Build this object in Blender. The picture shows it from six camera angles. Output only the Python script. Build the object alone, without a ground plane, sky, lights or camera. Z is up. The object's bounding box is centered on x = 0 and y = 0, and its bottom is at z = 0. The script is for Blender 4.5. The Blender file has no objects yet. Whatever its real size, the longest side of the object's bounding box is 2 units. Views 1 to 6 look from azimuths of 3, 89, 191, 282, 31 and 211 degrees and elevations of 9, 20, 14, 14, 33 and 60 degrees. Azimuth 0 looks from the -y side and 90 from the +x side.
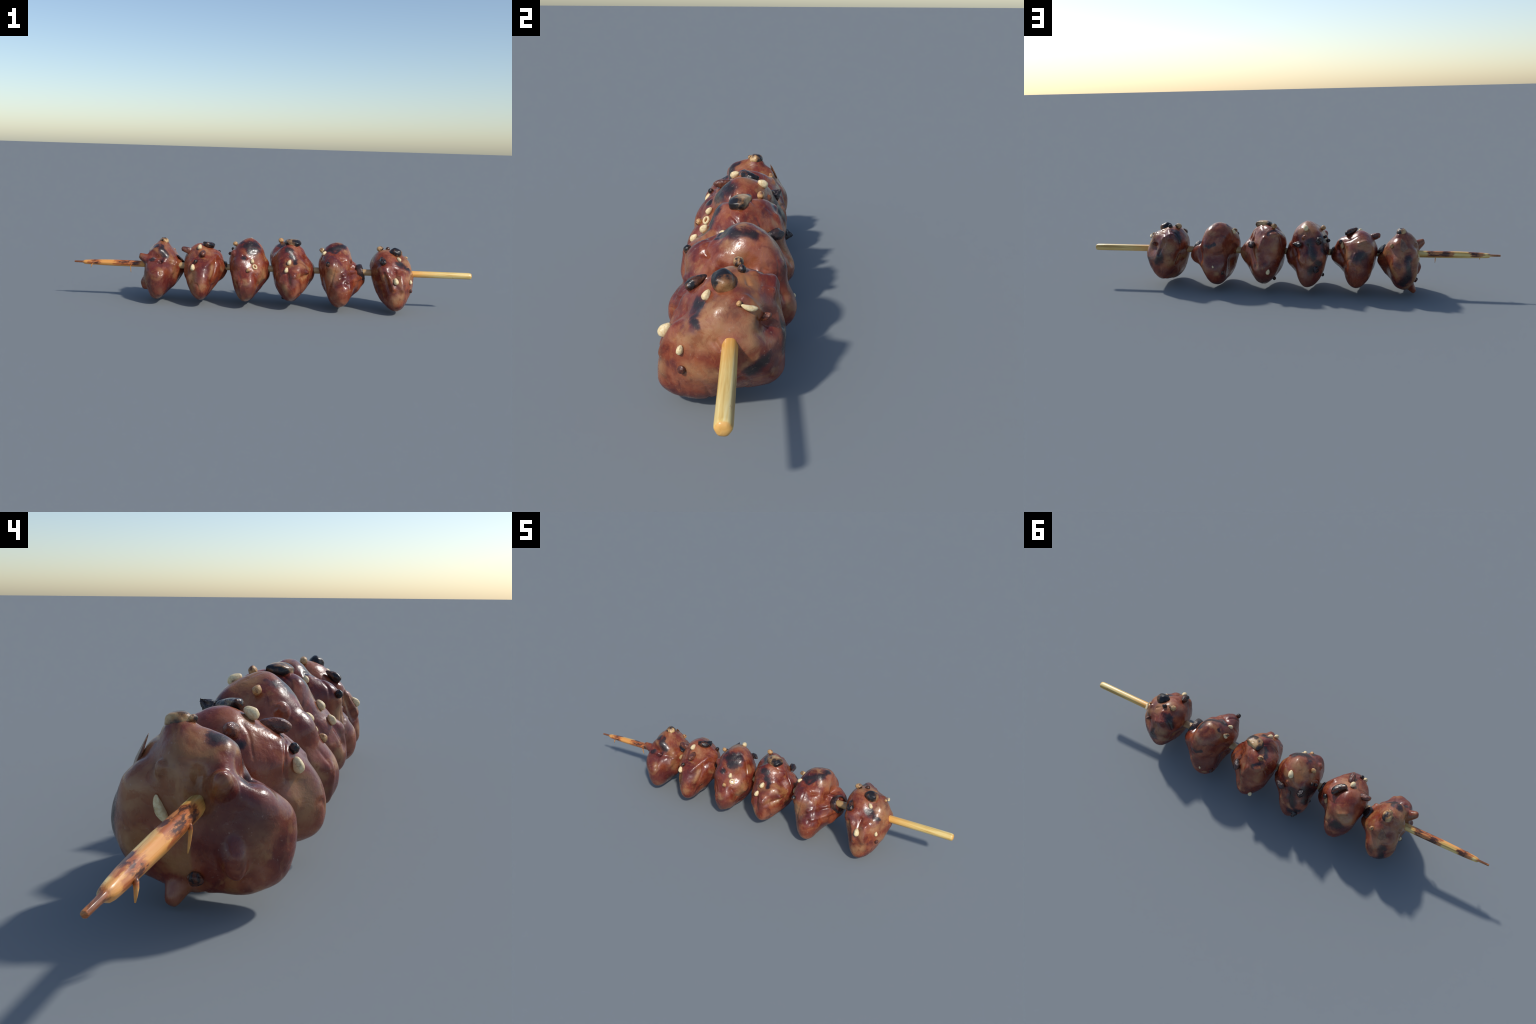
"""Grilled poultry hearts on a bamboo skewer, dotted with sesame and burnt chips.

Every heart is a lump whose radius is ruled by five rings of ten radii (in mm)
plus one radius for the tip and one for the crown; ridges, bulges, grooves,
seeds and scorch marks are placed on it by compass direction (azimuth, elevation).
"""
import bpy, bmesh, math, random
import numpy as np
from mathutils import Vector, Matrix, noise

random.seed(7)

# ----------------------------------------------------------------- the hearts
# marks are (azimuth, elevation, azimuth, elevation, half width) strokes
HEARTS = []
HEARTS.append(dict(centre=(-0.539, 0.000, 0.164), bottom=140, top=120, rings=[
    [100, 106, 96, 151, 187, 148, 160, 109, 209, 161, 71, 118],
    [83, 106, 102, 195, 169, 94, 110, 102, 152, 200, 93, 102],
    [89, 106, 100, 189, 172, 81, 98, 110, 137, 148, 92, 76],
    [82, 123, 115, 181, 154, 86, 92, 96, 129, 144, 78, 64],
    [86, 95, 121, 129, 168, 93, 107, 105, 131, 86, 82, 58],
    [70, 99, 122, 169, 112, 133, 93, 129, 48, 81, 66, 67],
    [92, 90, 115, 144, 163, 153, 99, 130, 135, 104, 92, 94],
  ],
  ridges=[(-17,28,14,22,0.01), (-45,-1,-26,25,0.013)],
  bulges=[],
  grooves=[(-98,38,-86,-1,0.007), (-99,30,-33,30,0.007), (-180,20,-92,53,0.016), (176,19,177,40,0.01), (-123,30,-94,38,0.007)],
  char=[(-107,71,-69,58,0.016), (-80,55,-99,38,0.013), (-126,29,-123,34,0.01), (105,11,107,-19,0.016), (99,-25,103,-18,0.023), (-98,70,-152,73,0.014), (-167,76,-114,82,0.01)],
  dark=[(-114,22,-63,17,0.026), (-60,-33,-80,-27,0.042), (-161,-9,-138,8,0.038)],
  tan=[(-44,4,-40,-16,0.011), (-44,54,-39,42,0.016), (-42,23,-41,-6,0.015), (98,23,95,11,0.02), (103,42,100,31,0.016), (130,19,127,6,0.025), (147,34,164,26,0.035), (167,59,178,55,0.019), (-131,-10,-131,-16,0.019), (126,-19,126,-22,0.01), (-81,-43,-85,-30,0.009)],
))
HEARTS.append(dict(centre=(-0.328, 0.000, 0.165), bottom=183, top=99, rings=[
    [90, 80, 117, 147, 144, 138, 131, 135, 153, 163, 95, 111],
    [72, 97, 85, 221, 162, 110, 105, 108, 143, 229, 87, 102],
    [105, 84, 101, 178, 155, 109, 103, 107, 144, 185, 109, 80],
    [111, 130, 91, 164, 148, 113, 96, 115, 110, 149, 103, 91],
    [109, 94, 116, 138, 181, 131, 114, 112, 127, 115, 94, 102],
    [97, 132, 114, 139, 160, 140, 123, 106, 110, 105, 93, 98],
    [99, 117, 117, 125, 160, 151, 130, 111, 110, 102, 100, 102],
  ],
  ridges=[(-82,19,-21,51,0.012), (95,17,89,-2,0.005), (104,36,119,38,0.006)],
  bulges=[],
  grooves=[(90,-1,92,-5,0.005), (62,30,79,-8,0.009), (41,28,66,-1,0.012)],
  char=[(96,9,104,14,0.018), (-172,36,-169,39,0.008)],
  dark=[(-95,-7,-79,28,0.016), (101,11,104,7,0.017), (110,5,111,-18,0.015)],
  tan=[(-21,10,-18,2,0.01), (-72,-1,-65,22,0.013), (-85,-18,-89,-20,0.01), (-111,-10,-111,-20,0.022), (116,35,108,27,0.022), (68,27,86,9,0.012), (88,18,88,3,0.009), (-57,65,-69,82,0.011)],
))
HEARTS.append(dict(centre=(-0.102, 0.000, 0.184), bottom=206, top=182, rings=[
    [128, 109, 138, 195, 146, 144, 140, 120, 197, 210, 90, 113],
    [97, 113, 94, 255, 173, 110, 105, 109, 150, 233, 95, 111],
    [115, 113, 124, 142, 175, 108, 91, 107, 150, 191, 121, 89],
    [86, 119, 87, 145, 179, 112, 93, 110, 119, 118, 108, 95],
    [106, 88, 111, 118, 147, 131, 116, 102, 143, 107, 80, 92],
    [87, 106, 109, 130, 172, 123, 116, 123, 119, 97, 97, 98],
    [128, 129, 147, 152, 152, 138, 140, 138, 131, 118, 119, 129],
  ],
  ridges=[(-105,-17,-100,-43,0.01), (80,-4,87,-9,0.008)],
  bulges=[(-36,-19,-36,-19,0.013)],
  grooves=[(-110,40,-99,35,0.005), (56,18,81,-19,0.009), (-75,-8,-65,-32,0.01), (98,24,100,-4,0.006)],
  char=[(-111,66,-37,73,0.022), (-88,54,-58,58,0.019), (-112,33,-107,33,0.008), (105,5,104,31,0.016), (129,14,138,9,0.016), (110,-14,104,-20,0.019), (-53,76,-154,71,0.011), (130,31,146,25,0.026), (112,-4,115,-6,0.014)],
  dark=[(-139,49,-117,18,0.016), (-94,-30,-85,-31,0.029), (98,-32,100,-38,0.034)],
  tan=[(-56,-20,-45,-4,0.016), (-95,-15,-92,-17,0.01), (-117,-19,-111,-25,0.008), (107,80,144,75,0.023), (165,52,154,42,0.014), (102,-3,101,-8,0.012), (82,-3,85,-6,0.011)],
))
HEARTS.append(dict(centre=(0.111, 0.000, 0.186), bottom=208, top=144, rings=[
    [121, 136, 149, 205, 146, 120, 140, 127, 164, 179, 134, 123],
    [107, 112, 122, 205, 155, 114, 112, 118, 143, 221, 129, 120],
    [120, 116, 124, 199, 157, 115, 96, 109, 131, 189, 133, 102],
    [111, 129, 120, 131, 145, 113, 95, 102, 126, 141, 93, 98],
    [100, 113, 111, 134, 156, 139, 117, 102, 105, 92, 110, 78],
    [109, 71, 103, 127, 177, 164, 116, 126, 101, 93, 89, 66],
    [122, 132, 121, 124, 194, 116, 62, 175, 133, 95, 118, 90],
  ],
  ridges=[(89,14,98,35,0.009), (116,38,132,38,0.008)],
  bulges=[(-68,7,-55,7,0.022), (-85,-1,-85,-3,0.013), (-117,-19,-117,-19,0.016), (-45,0,-45,0,0.01)],
  grooves=[(-79,-9,-43,-6,0.006), (-100,-2,-95,-18,0.01), (58,36,85,-16,0.009)],
  char=[(-121,57,-96,64,0.012), (-102,51,-94,49,0.013), (-86,40,-82,26,0.012), (172,62,153,52,0.01), (127,48,112,43,0.009), (146,51,144,52,0.008)],
  dark=[(-93,9,-60,2,0.016), (-89,-8,-88,-13,0.019), (93,-35,99,-40,0.031)],
  tan=[(-67,-15,-57,-12,0.008), (-80,-4,-77,-5,0.01), (-104,-22,-100,-30,0.011), (118,37,128,37,0.009), (85,35,92,21,0.009), (83,14,87,-7,0.008), (84,-14,90,-17,0.009), (145,64,144,61,0.009), (-97,15,-91,15,0.009)],
))
HEARTS.append(dict(centre=(0.362, 0.000, 0.177), bottom=202, top=148, rings=[
    [126, 129, 147, 182, 185, 136, 147, 120, 194, 212, 86, 125],
    [104, 86, 57, 210, 188, 95, 131, 109, 178, 239, 101, 133],
    [135, 126, 141, 183, 159, 81, 114, 117, 146, 198, 128, 89],
    [106, 133, 115, 131, 112, 111, 108, 122, 133, 115, 84, 98],
    [89, 111, 118, 149, 134, 91, 137, 128, 165, 112, 58, 59],
    [93, -7, 127, 149, 146, 155, 132, 155, 143, 81, 93, 20],
    [96, 86, 151, 170, 150, 163, 184, 97, 96, 113, 90, 92],
  ],
  ridges=[(-93,6,-28,15,0.007), (-81,-8,-22,-9,0.007)],
  bulges=[],
  grooves=[(-144,51,-100,45,0.006), (-100,45,-5,46,0.006), (-97,-3,-26,3,0.006), (-87,-11,-86,-12,0.009), (-103,-6,-106,-9,0.005), (57,31,73,-9,0.01), (119,-28,119,-28,0.006)],
  char=[(-163,58,-155,71,0.016), (-165,76,93,88,0.019), (-166,80,72,68,0.014), (71,70,95,86,0.007), (-179,86,-135,61,0.008), (-146,58,-166,51,0.008), (157,60,158,58,0.007), (102,23,87,22,0.006)],
  dark=[(-144,38,-120,32,0.019), (-104,-8,-99,-8,0.008), (-90,-3,-47,3,0.016), (94,-9,102,-12,0.022), (131,-14,125,-23,0.029), (-58,-34,-44,-36,0.015)],
  tan=[(141,77,110,77,0.011), (-118,3,-111,15,0.019), (-113,2,-108,-5,0.015), (104,-25,107,-26,0.008), (83,51,95,47,0.013), (-60,79,10,66,0.012)],
))
HEARTS.append(dict(centre=(0.610, 0.000, 0.169), bottom=123, top=122, rings=[
    [115, 120, 145, 152, 136, 129, 115, 139, 144, 182, 198, 126],
    [109, 106, 134, 181, 112, 110, 100, 115, 129, 256, 149, 122],
    [106, 111, 129, 124, 120, 90, 104, 102, 126, 169, 137, 116],
    [106, 113, 108, 124, 120, 87, 103, 107, 116, 140, 119, 99],
    [93, 102, 77, 121, 119, 142, 117, 112, 153, 92, 114, 99],
    [102, 107, 118, 108, 178, 132, 136, 129, 110, 111, 87, 119],
    [119, 116, 113, 131, 123, 153, 164, 110, 137, 105, 78, 113],
  ],
  ridges=[(-107,12,-95,-13,0.008), (-77,12,-78,-13,0.013), (119,62,115,37,0.009), (96,42,122,44,0.008), (36,59,54,36,0.007)],
  bulges=[],
  grooves=[(-91,25,-90,3,0.006), (-117,14,-102,-19,0.006), (50,35,69,16,0.005), (166,64,75,69,0.004), (86,7,99,31,0.007), (128,-19,139,-1,0.008), (94,-48,126,-42,0.005), (-15,12,-8,4,0.004)],
  char=[(-73,46,-57,39,0.015), (-53,30,-39,27,0.008), (-59,34,-60,49,0.008), (31,-26,46,-12,0.013), (134,49,137,38,0.015), (86,6,80,-11,0.016), (131,56,139,49,0.012), (136,41,137,35,0.015), (87,0,91,1,0.014), (143,58,134,53,0.005)],
  dark=[(-117,23,-111,22,0.013), (-63,-22,-61,-28,0.008), (-160,28,-133,34,0.01), (-50,26,-46,20,0.006), (40,-19,63,-7,0.012), (-69,-23,-68,-25,0.009), (27,73,56,60,0.012), (169,46,170,41,0.014), (101,-39,115,-43,0.023)],
  tan=[(-26,41,-2,38,0.029), (-35,9,-16,22,0.021), (24,33,25,12,0.018), (-43,-25,-19,-32,0.015), (-88,-28,-81,-22,0.019), (-87,4,-84,-2,0.011), (-36,2,-33,1,0.009), (27,20,26,11,0.013), (24,-16,33,-8,0.01), (-57,3,-42,10,0.012), (104,21,115,21,0.02), (105,-5,112,-12,0.02), (176,75,175,70,0.012)],
))

# pieces stuck on each heart: (kind, azimuth, elevation, size, lift, spin)
PIECES = [
 [('nut_cap', 97, 68, .048, -.006, 80), ('cream_long', 141, 5, .050, .004, 20),
  ('leaf_flap', 99, 35, .058, .003, 10, 9), ('dark_bead', 172, -54, .026, .004, 0),
  ('toasted', 74, 35, .023, .003, 0), ('black_plate', 22, 27, .050, .003, 30), ('charred_seed', 112, 76, .018, .004, 60)],
 [('finger', 177, 47, .054, .009, (-1, 0, .25)), ('finger', -96, 57, .056, .010, (.1, -1, -.02)),
  ('kidney', 63, 74, .076, .012, 60), ('cream', -152, 75, .030, .009, 0),
  ('burnt', -109, 28, .022, .005, 0), ('cream', -113, 14, .030, .003, 10),
  ('burnt', 49, 43, .022, .007, 0), ('split', 56, 37, .036, .002, 10), ('dark_bead', 178, 10, .024, .003, 0),
  ('black_plate', 5, 15, .046, .001, 80)],
 [('toasted', 173, 58, .025, .010, 0), ('cream', 92, 60, .034, .005, 30),
  ('cream', -81, 28, .024, .005, 0), ('ring', -74, 12, .030, .003, 0), ('toasted', -91, 3, .023, .003, 0),
  ('spike', 121, 30, .044, .004, 60), ('spike', 111, -18, .040, .002, 75), ('knob', 72, 28, .050, .013, 90),
  ('burnt', 149, -51, .018, .004, 0), ('burnt', 148, 39, .016, .005, 0), ('burnt', 159, 30, .018, .005, 0)],
 [('big_nut', 110, 86, .080, -.003, 65), ('toasted', 130, 54, .027, .010, 0), ('cream', -100, 27, .028, .005, 0),
  ('cream', -103, 6, .026, .004, 0), ('knob', 71, 24, .054, .013, 90), ('cream', 105, -24, .024, .003, 0),
  ('burnt', -169, -75, .019, .004, 0)],
 [('charred_seed', 169, 46, .021, .011, 0), ('cream', -163, 45, .024, .004, 0), ('burnt', -124, 23, .024, .006, 0),
  ('cream', 166, 45, .024, .003, 0), ('vessel', 0, 5, .088, -.004, 0), ('cream', 99, -16, .012, .001, 0),
  ('dark_bead', 117, -29, .022, .001, 0)],
 [('black_seed', -130, 41, .052, .010, 30), ('black_nut', -51, 84, .059, .006, 55), ('charred_seed', 163, 62, .031, .009, 0),
  ('burnt', 135, 74, .021, .003, 0), ('cream', -67, 62, .023, .004, 0), ('cream_long', 33, 47, .036, .009, 70),
  ('cream', -91, -1, .034, .005, 10), ('cream', -54, -4, .020, .004, 0), ('dark_bead', -52, -23, .019, .003, 0),
  ('finger', 61, 33, .030, .004, (.4, .6, .4)), ('toasted', 20, 54, .014, .003, 0)],
]
# fleshy outgrowths of the body: (azimuth, elevation, radius, height, lean x, lean z, squash of z distance)
GROWTHS = [
 [(-157, 29, .021, .036, -.5, .35, 1), (-147, -33, .021, .026, -.5, -.3, .6), (141, -60, .018, .032, -.5, -.35, 1), (141, 36, .010, .009, 0, 0, .7), (97, 66, .032, .012, 0, 0, 1)],
 [],
 [(-150, 40, .016, .014, 0, 0, 1), (87, 42, .009, .008, 0, 0, 1)],
 [], [], [],
]

HEARTS[4]['grooves'] += [(0, 5, 0, 5, .028)]
HEARTS[4]['char'] += [(0, 6, 0, 4, .024)]  # darkens the shallow hollow inside the vessel opening

# ------------------------------------------------------------------ body maths
def unit(az, el):
    a, e = np.radians(az), np.radians(el)
    return np.array([np.cos(e) * np.cos(a), np.cos(e) * np.sin(a), np.sin(e)])

CONTROLS = np.array([unit(0, -90)] + [unit(30 * k, e) for e in (-66, -44, -22, 0, 22, 44, 66) for k in range(12)] + [unit(0, 90)])
SPREAD = math.radians(13)

def base_radius(h, D):
    r = np.array([h['bottom']] + sum(h['rings'], []) + [h['top']]) / 1000.0
    ang = np.arccos(np.clip(D @ CONTROLS.T, -1, 1))
    w = np.exp(-.5 * (ang / SPREAD) ** 2)
    return (w @ r) / w.sum(1)

def on_base(h, az, el):
    d = unit(az, el)
    return d * base_radius(h, d[None])[0]

def stroke_distance(P, a, b):
    ab = b - a
    t = np.clip(((P - a) @ ab) / max(1e-9, ab @ ab), 0, 1)
    return np.linalg.norm(P - a - t[:, None] * ab, axis=1)

def ripple(P, scale, seed):
    off = Vector((seed * 3.1, seed * 1.7, seed * 5.3))
    return np.array([noise.noise(Vector(p) * scale + off) for p in P])

def body_points(i, D):
    """Surface of heart i in the directions D (unit rows), relative to its centre."""
    h = HEARTS[i]
    P = D * base_radius(h, D)[:, None]
    gain = np.zeros(len(D))
    for key, sign in (('ridges', .0075), ('bulges', .008), ('grooves', -.0085)):
        for a1, e1, a2, e2, w in h[key]:
            d = stroke_distance(P, on_base(h, a1, e1), on_base(h, a2, e2))
            depth = sign * min(1.4, w / .008)
            gain += depth * np.exp(-.5 * (d / (w * .9)) ** 2)
    gain += .0032 * ripple(P, 20, i + 1) + .0009 * ripple(P, 48, i + 9) + .0002 * ripple(P, 110, i + 5)
    # thin creases running down toward the tip, only in places
    line = ripple(P * np.array([1, 1, .22]), 13, i + 3)
    gain -= .0035 * np.exp(-(line / .045) ** 2) * np.clip(ripple(P, 7, i + 13) * 3, 0, 1)
    Q = P + D * gain[:, None]
    for az, el, rad, height, lx, lz, sz in GROWTHS[i]:
        c = on_base(h, az, el)
        d = np.linalg.norm((P - c) * np.array([1, 1, sz]), axis=1)
        w = np.exp(-(d / rad) ** 5) * height
        way = unit(az, el) + np.array([lx, 0, lz]); way /= np.linalg.norm(way)
        Q = Q + w[:, None] * way
    return Q

def spot(i, az, el):
    """Point and outward normal of heart i in one direction."""
    d0 = unit(az, el)
    t1 = np.cross(d0, [0, 0, 1.0]); t1 /= np.linalg.norm(t1)
    t2 = np.cross(t1, d0)
    e = .05
    D = np.array([d0, d0 + e * t1, d0 - e * t1, d0 + e * t2, d0 - e * t2])
    D /= np.linalg.norm(D, axis=1)[:, None]
    Q = body_points(i, D)
    n = np.cross(Q[1] - Q[2], Q[3] - Q[4]); n /= np.linalg.norm(n)
    if n @ d0 < 0: n = -n
    return Q[0], n

# ------------------------------------------------------------------- node help
class Nodes:
    def __init__(self, name):
        self.mat = bpy.data.materials.new(name)
        self.mat.use_nodes = True
        self.t = self.mat.node_tree
        self.bsdf = self.t.nodes['Principled BSDF']
        self.coord = self.t.nodes.new('ShaderNodeTexCoord').outputs['Object']
    def new(self, kind, **inputs):
        n = self.t.nodes.new(kind)
        for k, v in inputs.items():
            self.set(n, k.replace('_', ' '), v)
        return n
    def set(self, n, key, v):
        s = n.inputs[int(key)] if str(key).isdigit() else n.inputs[key]
        if isinstance(v, bpy.types.NodeSocket): self.t.links.new(v, s)
        else: s.default_value = v
    def math(self, op, a, b=0.0, c=0.0, clamp=False):
        n = self.t.nodes.new('ShaderNodeMath'); n.operation = op; n.use_clamp = clamp
        for k, v in enumerate((a, b, c)): self.set(n, k, v)
        return n.outputs[0]
    def vec(self, op, a, b=None, scale=None):
        n = self.t.nodes.new('ShaderNodeVectorMath'); n.operation = op
        self.set(n, 0, a)
        if b is not None: self.set(n, 1, b)
        if scale is not None: self.set(n, 'Scale', scale)
        return n.outputs['Value'] if op in ('LENGTH', 'DOT_PRODUCT', 'DISTANCE') else n.outputs['Vector']
    def noise(self, vector, scale, detail=3.0, rough=.55, distort=0.0):
        n = self.new('ShaderNodeTexNoise', Vector=vector, Scale=scale, Detail=detail, Roughness=rough, Distortion=distort)
        return n.outputs['Fac'], n.outputs['Color']
    def ramp(self, fac, stops, smooth=False):
        n = self.t.nodes.new('ShaderNodeValToRGB')
        self.set(n, 'Fac', fac)
        cr = n.color_ramp
        if smooth: cr.interpolation = 'EASE'
        while len(cr.elements) < len(stops): cr.elements.new(.5)
        for e, (p, c) in zip(cr.elements, stops):
            e.position = p
            e.color = (c, c, c, 1) if isinstance(c, (int, float)) else (*c, 1)
        return n.outputs['Color']
    def step(self, v, lo, hi, a=0.0, b=1.0):
        n = self.t.nodes.new('ShaderNodeMapRange'); n.interpolation_type = 'SMOOTHSTEP'
        for k, x in zip(('Value', 'From Min', 'From Max', 'To Min', 'To Max'), (v, lo, hi, a, b)): self.set(n, k, x)
        return n.outputs['Result']
    def mix(self, fac, a, b, mode='MIX'):
        n = self.t.nodes.new('ShaderNodeMix'); n.data_type = 'RGBA'; n.blend_type = mode
        self.set(n, 0, fac)
        for k, v in ((6, a), (7, b)):
            self.set(n, k, (*v, 1) if isinstance(v, tuple) and len(v) == 3 else v)
        return n.outputs[2]
    def bump(self, height, strength, distance, prev=None):
        n = self.new('ShaderNodeBump', Height=height, Strength=strength, Distance=distance)
        if prev is not None: self.set(n, 'Normal', prev)
        return n.outputs['Normal']
    def out(self, **k):
        for key, v in k.items():
            key = {'Color': 'Base Color', 'Coat': 'Coat Weight', 'CoatRough': 'Coat Roughness', 'Spec': 'Specular IOR Level'}.get(key, key)
            if isinstance(v, tuple) and len(v) == 3: v = (*v, 1)
            self.set(self.bsdf, key, v)
        return self.mat

CHAR = (.018, .013, .013)

def strokes_mask(N, P, i, strokes, soft):
    total = None
    h = HEARTS[i]
    for a1, e1, a2, e2, w in strokes:
        a, b = on_base(h, a1, e1), on_base(h, a2, e2)
        pa = N.vec('SUBTRACT', P, tuple(a))
        ab = b - a
        n2 = float(ab @ ab)
        if n2 > 1e-7:
            t = N.math('MULTIPLY', N.vec('DOT_PRODUCT', pa, tuple(ab)), 1 / n2, clamp=True)
            off = N.vec('SCALE', tuple(ab), scale=t)
            pa = N.vec('SUBTRACT', pa, off)
        m = N.step(N.vec('LENGTH', pa), w * (1.35 + soft), w * max(.05, 1 - soft))
        total = m if total is None else N.math('MAXIMUM', total, m)
    return total if total is not None else 0.0

def meat_material(i):
    N = Nodes('glazed_heart_meat')
    h = HEARTS[i]
    P0 = N.vec('ADD', N.coord, (1.7 * i, .9 * i, 2.3 * i))
    f1, c1 = N.noise(P0, 11, 4, .55, .6)
    f2, c2 = N.noise(P0, 34, 4, .6, .4)
    f3, _ = N.noise(P0, 150, 3, .6)
    f4, _ = N.noise(N.vec('MULTIPLY', P0, (1, 1, .35)), 90, 3, .6, .5)
    warp = N.vec('ADD', N.vec('SCALE', N.vec('SUBTRACT', c1, (.5, .5, .5)), scale=.055),
                 N.vec('SCALE', N.vec('SUBTRACT', c2, (.5, .5, .5)), scale=.030))
    W = N.vec('ADD', N.coord, warp)
    base = N.ramp(f1, [(.30, (.095, .015, .012)), (.42, (.165, .032, .019)), (.51, (.222, .055, .028)), (.59, (.280, .089, .046)), (.67, (.31, .116, .068)), (.76, (.34, .125, .048))])
    base = N.mix(N.step(f2, .50, .72, 0, .55), base, (.130, .024, .014))
    base = N.mix(N.step(f2, .47, .28, 0, .45), base, (.36, .145, .058))
    base = N.mix(N.step(f4, .52, .75, 0, .35), base, (.38, .165, .085))
    g1, _ = N.noise(N.vec('ADD', P0, (5.1, 2.2, 7.7)), 9, 4, .6, .8)
    g2, _ = N.noise(N.vec('ADD', P0, (2.3, 8.4, 1.1)), 13, 4, .6, .8)
    base = N.mix(N.step(g1, .54, .68, 0, .6), base, (.37, .185, .075))
    base = N.mix(N.step(g2, .54, .68, 0, .7), base, (.080, .013, .012))
    tan = strokes_mask(N, W, i, h['tan'], .98)
    base = N.mix(N.math('MULTIPLY', tan, N.step(f2, .30, .62, .2, .72)), base, (.41, .225, .108))
    hsv = N.new('ShaderNodeHueSaturation', Hue=.4985, Saturation=1.05, Value=1.03, Color=base)
    base = hsv.outputs['Color']
    dark = strokes_mask(N, W, i, h['dark'], .8)
    base = N.mix(N.math('MULTIPLY', dark, .75), base, (.105, .021, .020))
    char = strokes_mask(N, W, i, h['char'], .98)
    char = N.math('MULTIPLY_ADD', N.math('SUBTRACT', f2, .5), N.step(char, .05, .5, 0, .7), char)
    halo = N.step(char, .03, .70, 0, .85)
    base = N.mix(halo, base, (.085, .016, .018))
    base = N.mix(N.step(char, .26, 1.0, 0, .95), base, CHAR)
    # pale specks of dried glaze and salt
    specks = N.math('MULTIPLY', N.step(f3, .62, .72), N.step(f2, .46, .60, 0, .45))
    base = N.mix(specks, base, (.42, .27, .20))
    f5, _ = N.noise(P0, 70, 2, .5)
    nrm = N.bump(f3, .3, .0012)
    nrm = N.bump(f5, .2, .002, nrm)
    nrm = N.bump(f2, .35, .004, nrm)
    rough = N.step(f2, .3, .7, .20, .42)
    return N.out(Color=base, Roughness=rough, Normal=nrm, Spec=.5, Coat=.12, CoatRough=.1)

def seed_material(name, light, mid, scorch, amount, rough=.42, grain=1.6):
    """Seed or nut: two-tone body, scorched in patches; every copy differs."""
    N = Nodes(name)
    rnd = N.t.nodes.new('ShaderNodeObjectInfo').outputs['Random']
    P = N.vec('ADD', N.coord, N.vec('SCALE', (13.0, 7.0, 5.0), scale=rnd))
    f1, c1 = N.noise(P, grain, 3, .55, .3)
    f2, _ = N.noise(P, 7, 4, .65)
    base = N.mix(N.step(f2, .38, .66), light, mid)
    edge = N.math('ADD', f1, N.math('MULTIPLY', N.math('SUBTRACT', f2, .5), .25))
    m = N.step(edge, amount + .07, amount - .05)
    base = N.mix(N.step(edge, amount + .16, amount, 0, .75), base, (.16, .055, .022))
    base = N.mix(m, base, scorch)
    return N.out(Color=base, Roughness=rough, Normal=N.bump(f2, .15, .02), Spec=.45)

def flap_material(name, light, mid, dark):
    N = Nodes(name)
    f1, _ = N.noise(N.coord, 1.3, 4, .6, .6)
    f2, _ = N.noise(N.coord, 6, 4, .6)
    base = N.ramp(f1, [(.30, dark), (.46, mid), (.64, light)])
    base = N.mix(N.step(f2, .5, .75, 0, .5), base, dark)
    return N.out(Color=base, Roughness=.26, Normal=N.bump(f2, .3, .03), Coat=.3, CoatRough=.1)

MATS = {
 'cream': seed_material('cream_sesame', (.88, .72, .43), (.74, .53, .26), (.18, .06, .026), .25),
 'toasted': seed_material('toasted_sesame', (.66, .40, .17), (.44, .20, .07), (.12, .032, .016), .36),
 'charred': seed_material('charred_sesame', (.60, .40, .19), (.40, .20, .08), (.02, .014, .013), .42),
 'burnt': seed_material('burnt_sesame', (.05, .018, .013), (.022, .013, .012), (.012, .011, .012), .5, .25),
 'dark': seed_material('dark_glaze_bead', (.11, .03, .02), (.07, .02, .016), (.02, .013, .013), .42, .25),
 'nut': seed_material('scorched_nut', (.70, .48, .23), (.46, .24, .085), (.014, .012, .014), .46, .3, .9),
 'blacknut': seed_material('half_burnt_nut', (.40, .22, .085), (.26, .11, .04), (.014, .012, .014), .50, .3, .8),
 'black': seed_material('black_nut', (.03, .018, .016), (.016, .012, .013), (.010, .010, .012), .5, .22),
 'browncrust': flap_material('glazed_brown_crust', (.26, .085, .032), (.13, .036, .022), (.02, .013, .016)),
 'paleskin': flap_material('pale_skin', (.30, .17, .09), (.20, .085, .045), (.08, .03, .022)),
 'blackcrust': flap_material('black_crust', (.09, .035, .02), (.024, .015, .016), (.012, .011, .013)),
}

# ------------------------------------------------------------------ piece shapes
def sphere(level):
    bm = bmesh.new()
    bmesh.ops.create_icosphere(bm, subdivisions=level, radius=1.0)
    return bm

def finish(bm, name, mat):
    me = bpy.data.meshes.new(name)
    bm.normal_update(); bm.to_mesh(me); bm.free()
    for p in me.polygons: p.use_smooth = True
    me.materials.append(mat)
    return me

def blob(name, mat, size, boxy=1.0, taper=0.0, bend=0.0, rough=.05, seed=1, level=4, freq=1.6):
    """Lump of half-axes size (x wide, y long, z up): boxy<1 squares it, taper narrows +y, bend curves it."""
    bm = sphere(level)
    for v in bm.verts:
        p = v.co
        q = Vector([math.copysign(abs(c) ** boxy, c) for c in p])
        q *= 1 + rough * noise.noise(p * freq + Vector((seed * 2.3, seed, seed * 4.1))) * 2
        k = 1 - taper * (q.y + 1) * .5
        q.x *= k; q.z *= k
        q = Vector((q.x * size[0], q.y * size[1], q.z * size[2]))
        q.x += bend * q.y * q.y
        v.co = q
    return finish(bm, name, mat)

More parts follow.
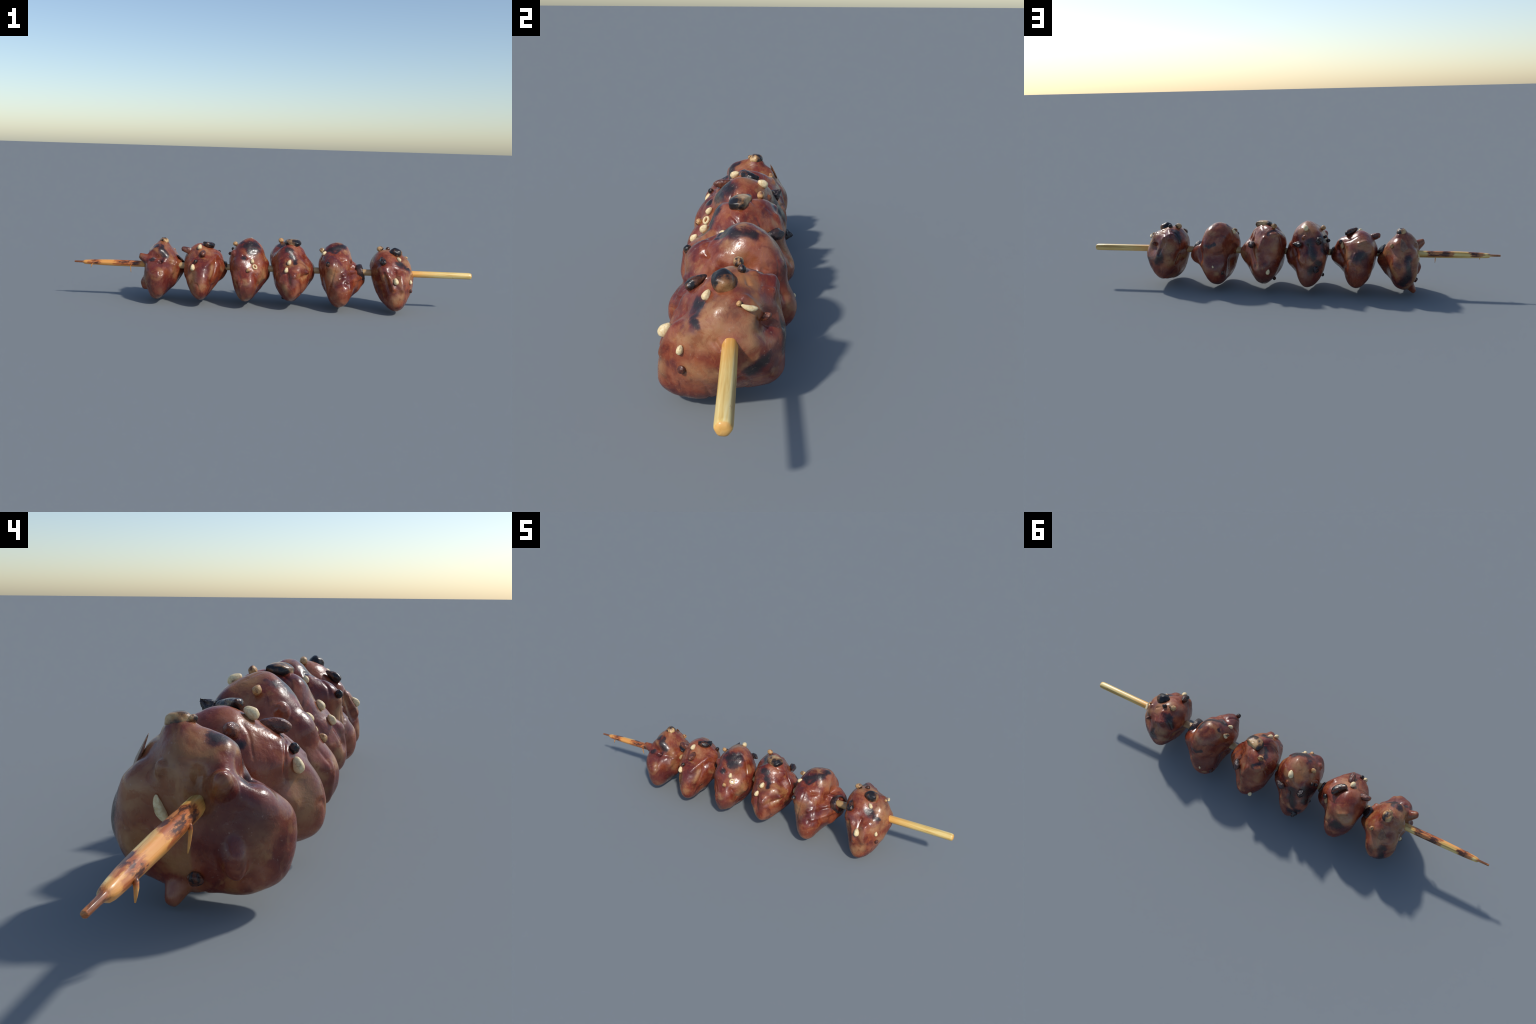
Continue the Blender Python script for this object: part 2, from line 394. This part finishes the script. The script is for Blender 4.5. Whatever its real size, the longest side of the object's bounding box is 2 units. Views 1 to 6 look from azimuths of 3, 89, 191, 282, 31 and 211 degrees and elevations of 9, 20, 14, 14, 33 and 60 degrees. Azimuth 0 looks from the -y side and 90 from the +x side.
def spike_mesh(name, mat, seed):
    """Burnt chip: a crooked cone with a few knuckles."""
    bm = sphere(4)
    for v in bm.verts:
        p = v.co.copy()
        up = max(0, p.z)
        k = 1 - .6 * up ** 1.3
        q = Vector((p.x * .42 * k, p.y * .34 * k, p.z * (.55 if p.z > 0 else .25)))
        q *= 1 + .28 * noise.noise(p * 2.1 + Vector((seed, 0, seed * 3)))
        q.y += .22 * up * up
        q += .05 * Vector(noise.noise_vector(p * 4 + Vector((seed, seed, 0))))
        v.co = q
    return finish(bm, name, mat)

def ring_mesh(name, mat, outer, tube, squash, lip=0.0, seg=40, ring=14, seed=1):
    bm = bmesh.new()
    rows = []
    for a in range(seg):
        t = 2 * math.pi * a / seg
        row = []
        wob = 1 + .12 * noise.noise(Vector((math.cos(t), math.sin(t), seed)))
        for b in range(ring):
            s = 2 * math.pi * b / ring
            r = outer * wob + tube * math.cos(s)
            z = tube * squash * math.sin(s) + lip * max(0, math.sin(s))
            row.append(bm.verts.new((r * math.cos(t), r * math.sin(t) * .95, z)))
        rows.append(row)
    for a in range(seg):
        for b in range(ring):
            bm.faces.new((rows[a][b], rows[(a + 1) % seg][b], rows[(a + 1) % seg][(b + 1) % ring], rows[a][(b + 1) % ring]))
    return finish(bm, name, mat)

M = MATS
SHAPES = {   # kind: (plain name, list of meshes of unit size)
 'cream': ('sesame_seed', [blob('sesame_seed', M['cream'], (.42, .54, .46), taper=.35, rough=.04, seed=s) for s in (1, 2, 3)]),
 'toasted': ('sesame_seed', [blob('toasted_seed', M['toasted'], (.44, .5, .5), taper=.2, rough=.05, seed=s) for s in (4, 5)]),
 'charred_seed': ('sesame_seed', [blob('charred_seed', M['charred'], (.44, .54, .48), taper=.35, rough=.05, seed=s) for s in (6, 7)]),
 'burnt': ('burnt_seed', [blob('burnt_seed', M['burnt'], (.46, .5, .5), taper=.15, rough=.05, seed=s) for s in (8, 9)]),
 'dark_bead': ('glaze_bead', [blob('glaze_bead', M['dark'], (.48, .5, .4), rough=.10, seed=s) for s in (10, 11)]),
 'cream_long': ('seed_husk', [blob('seed_husk', M['cream'], (.20, .5, .20), taper=.3, bend=.35, rough=.06, seed=12)]),
 'split': ('seed_husk', [blob('split_husk', M['charred'], (.28, .5, .16), taper=.3, bend=.2, rough=.10, seed=13)]),
 'kidney': ('nut_piece', [blob('kidney_nut', M['black'], (.24, .5, .19), boxy=.85, bend=.55, rough=.05, seed=14, level=5)]),
 'big_nut': ('nut_piece', [blob('big_nut', M['nut'], (.38, .52, .24), boxy=.8, taper=.1, bend=.35, rough=.05, seed=15, level=5)]),
 'nut_cap': ('nut_piece', [blob('nut_cap', M['nut'], (.48, .52, .38), rough=.06, seed=17, level=5)]),
 'black_nut': ('nut_piece', [blob('black_nut', M['blacknut'], (.42, .5, .40), boxy=.9, taper=.1, rough=.05, seed=16, level=5)]),
 'black_seed': ('burnt_seed', [blob('large_burnt_seed', M['black'], (.38, .52, .36), taper=.55, rough=.07, seed=18, level=5)]),
 'spike': ('burnt_chip', [spike_mesh('burnt_chip', M['blackcrust'], s) for s in (19, 20, 21)]),
 'finger': ('crust_nub', [blob('crust_nub', M['browncrust'], (.27, .56, .30), boxy=.9, taper=.12, rough=.08, seed=s) for s in (22, 23, 28)]),
 'knob': ('crust_nub', [blob('crust_knob', M['blackcrust'], (.40, .52, .36), taper=.6, rough=.10, seed=s) for s in (29, 30)]),
 'black_plate': ('crust_flap', [blob('black_crust_flap', M['blackcrust'], (.42, .52, .12), boxy=.8, rough=.10, seed=24)]),
 'leaf_flap': ('skin_flap', [blob('skin_flap', M['paleskin'], (.40, .52, .10), boxy=.85, taper=.75, rough=.07, seed=25)]),
 'ring': ('seed_husk', [ring_mesh('hollow_husk', M['cream'], .34, .13, 1.3, seed=26)]),
 'vessel': ('vessel_opening', [ring_mesh('vessel_opening', M['blackcrust'], .44, .06, 2.6, lip=.04, seed=27)]),
}

# ------------------------------------------------------------------------ build
scene = bpy.context.scene
def link(ob, parent=None):
    scene.collection.objects.link(ob)
    if parent is not None: ob.parent = parent
    return ob

root = bpy.data.objects.new('grilled_heart_skewer', None)
link(root)
root['label'] = 'six glazed grilled poultry hearts with sesame on a bamboo stick'
root['category'] = 'grilled food'

def heart_mesh(i):
    bm = sphere(7)
    D = np.array([v.co[:] for v in bm.verts])
    D /= np.linalg.norm(D, axis=1)[:, None]
    Q = body_points(i, D)
    for v, q in zip(bm.verts, Q): v.co = q
    bmesh.ops.smooth_vert(bm, verts=bm.verts, factor=.5, use_axis_x=True, use_axis_y=True, use_axis_z=True)
    return finish(bm, 'heart', meat_material(i))

counts = {}
for i, h in enumerate(HEARTS):
    body = link(bpy.data.objects.new('heart', heart_mesh(i)), root)
    body.location = h['centre']
    for kind, az, el, size, lift, spin, *tilt in PIECES[i]:
        name, meshes = SHAPES[kind]
        counts[kind] = counts.get(kind, -1) + 1
        ob = link(bpy.data.objects.new(name, meshes[counts[kind] % len(meshes)]), body)
        p, n = spot(i, az, el)
        n = Vector(n)
        if kind == 'vessel': n = Vector((1, -.1, .30)).normalized()
        side = Vector((0, 0, 1)).cross(n)
        if side.length < .05: side = Vector((1, 0, 0))
        side.normalize()
        up = n.cross(side)
        if isinstance(spin, tuple):          # long axis aimed along a given direction
            y = Vector(spin).normalized()
            x = y.cross(Vector((0, 0, 1))).normalized()
            R = Matrix((x, y, x.cross(y))).transposed().to_4x4()
        else:
            a = math.radians(spin + (random.uniform(-40, 40) if spin == 0 and kind != 'vessel' else 0))
            x = side * math.cos(a) + up * math.sin(a)
            R = Matrix((x, n.cross(x), n)).transposed().to_4x4()
            if tilt: R = R @ Matrix.Rotation(math.radians(tilt[0]), 4, 'X')
        s = size * random.uniform(.97, 1.05)
        ob.matrix_local = Matrix.Translation(Vector(p) + n * lift) @ R @ Matrix.Diagonal((s, s, s, 1))

# --------------------------------------------------------------- bamboo stick
AXIS_Y, AXIS_Z = .005, .183

def stick_material():
    N = Nodes('bamboo')
    xyz = N.new('ShaderNodeSeparateXYZ', Vector=N.coord)
    X, Y, Z = xyz.outputs
    f1, c1 = N.noise(N.vec('MULTIPLY', N.coord, (5, 110, 110)), 1.0, 4, .6, .4)
    f2, _ = N.noise(N.vec('MULTIPLY', N.coord, (22, 70, 70)), 1.0, 5, .65, .3)
    f3, _ = N.noise(N.coord, 60, 3, .6)
    base = N.ramp(f1, [(.34, (.50, .27, .06)), (.44, (.74, .47, .13)), (.56, (.84, .60, .21)), (.70, (.90, .72, .33))])
    xw = N.math('ADD', X, N.math('MULTIPLY', N.math('SUBTRACT', f2, .5), .11))
    # orange: right next to the last heart, and most of the bare tip on its front (-y) side
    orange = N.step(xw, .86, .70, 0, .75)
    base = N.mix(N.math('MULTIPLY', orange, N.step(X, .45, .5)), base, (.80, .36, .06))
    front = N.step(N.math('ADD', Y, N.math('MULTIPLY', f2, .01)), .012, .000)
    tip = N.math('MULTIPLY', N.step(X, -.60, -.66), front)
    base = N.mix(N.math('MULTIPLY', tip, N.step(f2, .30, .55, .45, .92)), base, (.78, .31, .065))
    cap = N.step(X, .992, .997)
    base = N.mix(N.math('MULTIPLY', cap, .85), base, (.78, .40, .10))
    # greyed between the hearts: their shadow on the stick, painted in
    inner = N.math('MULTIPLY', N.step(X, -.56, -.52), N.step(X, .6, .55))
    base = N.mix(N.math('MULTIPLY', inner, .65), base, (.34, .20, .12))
    spots = N.math('MULTIPLY', N.step(f2, .66, .72), N.step(X, .6, .65))
    base = N.mix(N.math('MULTIPLY', spots, .6), base, (.48, .16, .04))
    # scorched bands across the bare tip
    def band(lo, hi, soft):
        return N.math('MULTIPLY', N.step(xw, lo - soft, lo + soft), N.step(xw, hi + soft, hi - soft))
    low = N.step(Z, -.011, -.003, .15, 1)
    b = N.math('MAXIMUM', band(-.785, -.665, .018), N.math('MAXIMUM', band(-.918, -.865, .020), N.math('MULTIPLY', band(-1.05, -.955, .02), .75)))
    b = N.math('MULTIPLY', b, low)
    patchy = N.math('MULTIPLY', b, N.step(f2, .62, .40, .25, 1))
    streak, _ = N.noise(N.vec('MULTIPLY', N.coord, (9, 150, 150)), 1.0, 3, .6)
    patchy = N.math('MULTIPLY_ADD', N.math('SUBTRACT', streak, .5), N.step(b, .1, .6, 0, 1.1), patchy)
    base = N.mix(N.step(b, .05, .7, 0, .8), base, (.36, .066, .016))
    base = N.mix(N.step(streak, .50, .62, 0, N.math('MULTIPLY', b, .6)), base, (.72, .30, .10))
    base = N.mix(N.step(patchy, .50, 1.0, 0, .92), base, (.045, .013, .011))
    base = N.mix(N.math('MULTIPLY', N.step(f3, .70, .75), .6), base, (.30, .10, .03))
    return N.out(Color=base, Roughness=.36, Normal=N.bump(f1, .35, .002), Coat=.15, CoatRough=.2)

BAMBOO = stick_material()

def tube(bm, stations, seg=28, facets=0.0):
    """Loft: stations are (x, y, z, radius y, radius z)."""
    rows = []
    for k, (x, y, z, ry, rz) in enumerate(stations):
        row = []
        for a in range(seg):
            t = 2 * math.pi * a / seg
            f = 1 + facets * math.cos(6 * t + .4)
            row.append(bm.verts.new((x, y + ry * f * math.cos(t), z + rz * f * math.sin(t))))
        rows.append(row)
    for r0, r1 in zip(rows, rows[1:]):
        for a in range(seg):
            bm.faces.new((r0[a], r0[(a + 1) % seg], r1[(a + 1) % seg], r1[a]))
    bm.faces.new(rows[0][::-1]); bm.faces.new(rows[-1])

bm = bmesh.new()
profile = [(-1.000, .0, .000, .0036, .0036), (-.9985, .0, .000, .0048, .0048), (-.97, .0, .0, .0050, .0050), (-.9555, .0, .0, .0056, .0056),
           (-.9525, .0006, -.0008, .0080, .0078), (-.9485, .0004, -.0012, .0102, .0100), (-.940, .0, -.001, .0116, .0113), (-.925, .0, -.0006, .0127, .0124), (-.90, .0, 0, .0138, .0136), (-.86, 0, .000, .0151, .0149)]
profile += [(x, .0004 * math.sin(9 * x), .0004 * math.cos(7 * x), 0.0165, .0163) for x in np.linspace(-.79, .985, 40)]
profile += [(.992, 0, 0, .0158, .0156), (.9965, 0, 0, .0140, .0138), (.999, 0, 0, .0095, .0095), (1.0, 0, 0, .004, .004)]
tube(bm, profile, facets=.03)
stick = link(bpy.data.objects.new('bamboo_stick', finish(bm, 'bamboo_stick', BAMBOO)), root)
stick.location = (0, AXIS_Y, AXIS_Z)

def splinter(points, r):
    """Loose fibre: a tapering bent sliver through the given points (stick coordinates)."""
    bm = bmesh.new()
    rows = []
    n = len(points)
    for k, p in enumerate(points):
        rr = r * (1 - .75 * (k / (n - 1)) ** 2)
        p = Vector(p)
        d = (Vector(points[min(k + 1, n - 1)]) - Vector(points[max(k - 1, 0)])).normalized()
        u = d.cross(Vector((0, 1, 0))).normalized(); w = d.cross(u)
        rows.append([bm.verts.new(p + rr * (u * math.cos(t) + 1.3 * w * math.sin(t))) for t in np.linspace(0, 2 * math.pi, 9)[:-1]])
    for r0, r1 in zip(rows, rows[1:]):
        for a in range(8): bm.faces.new((r0[a], r0[(a + 1) % 8], r1[(a + 1) % 8], r1[a]))
    bm.faces.new(rows[0][::-1]); bm.faces.new(rows[-1])
    ob = link(bpy.data.objects.new('splinter', finish(bm, 'splinter', BAMBOO)), stick)
    return ob

splinter([(-.703, -.0125, .000), (-.7055, -.0165, -.0035), (-.7070, -.0172, -.0095), (-.7072, -.0160, -.022), (-.7065, -.0140, -.036), (-.7060, -.0122, -.045)], .0029)
splinter([(-.897, -.0105, -.001), (-.9015, -.0150, -.0045), (-.9060, -.0172, -.0105), (-.9090, -.0175, -.018), (-.9110, -.0172, -.0260)], .0034)
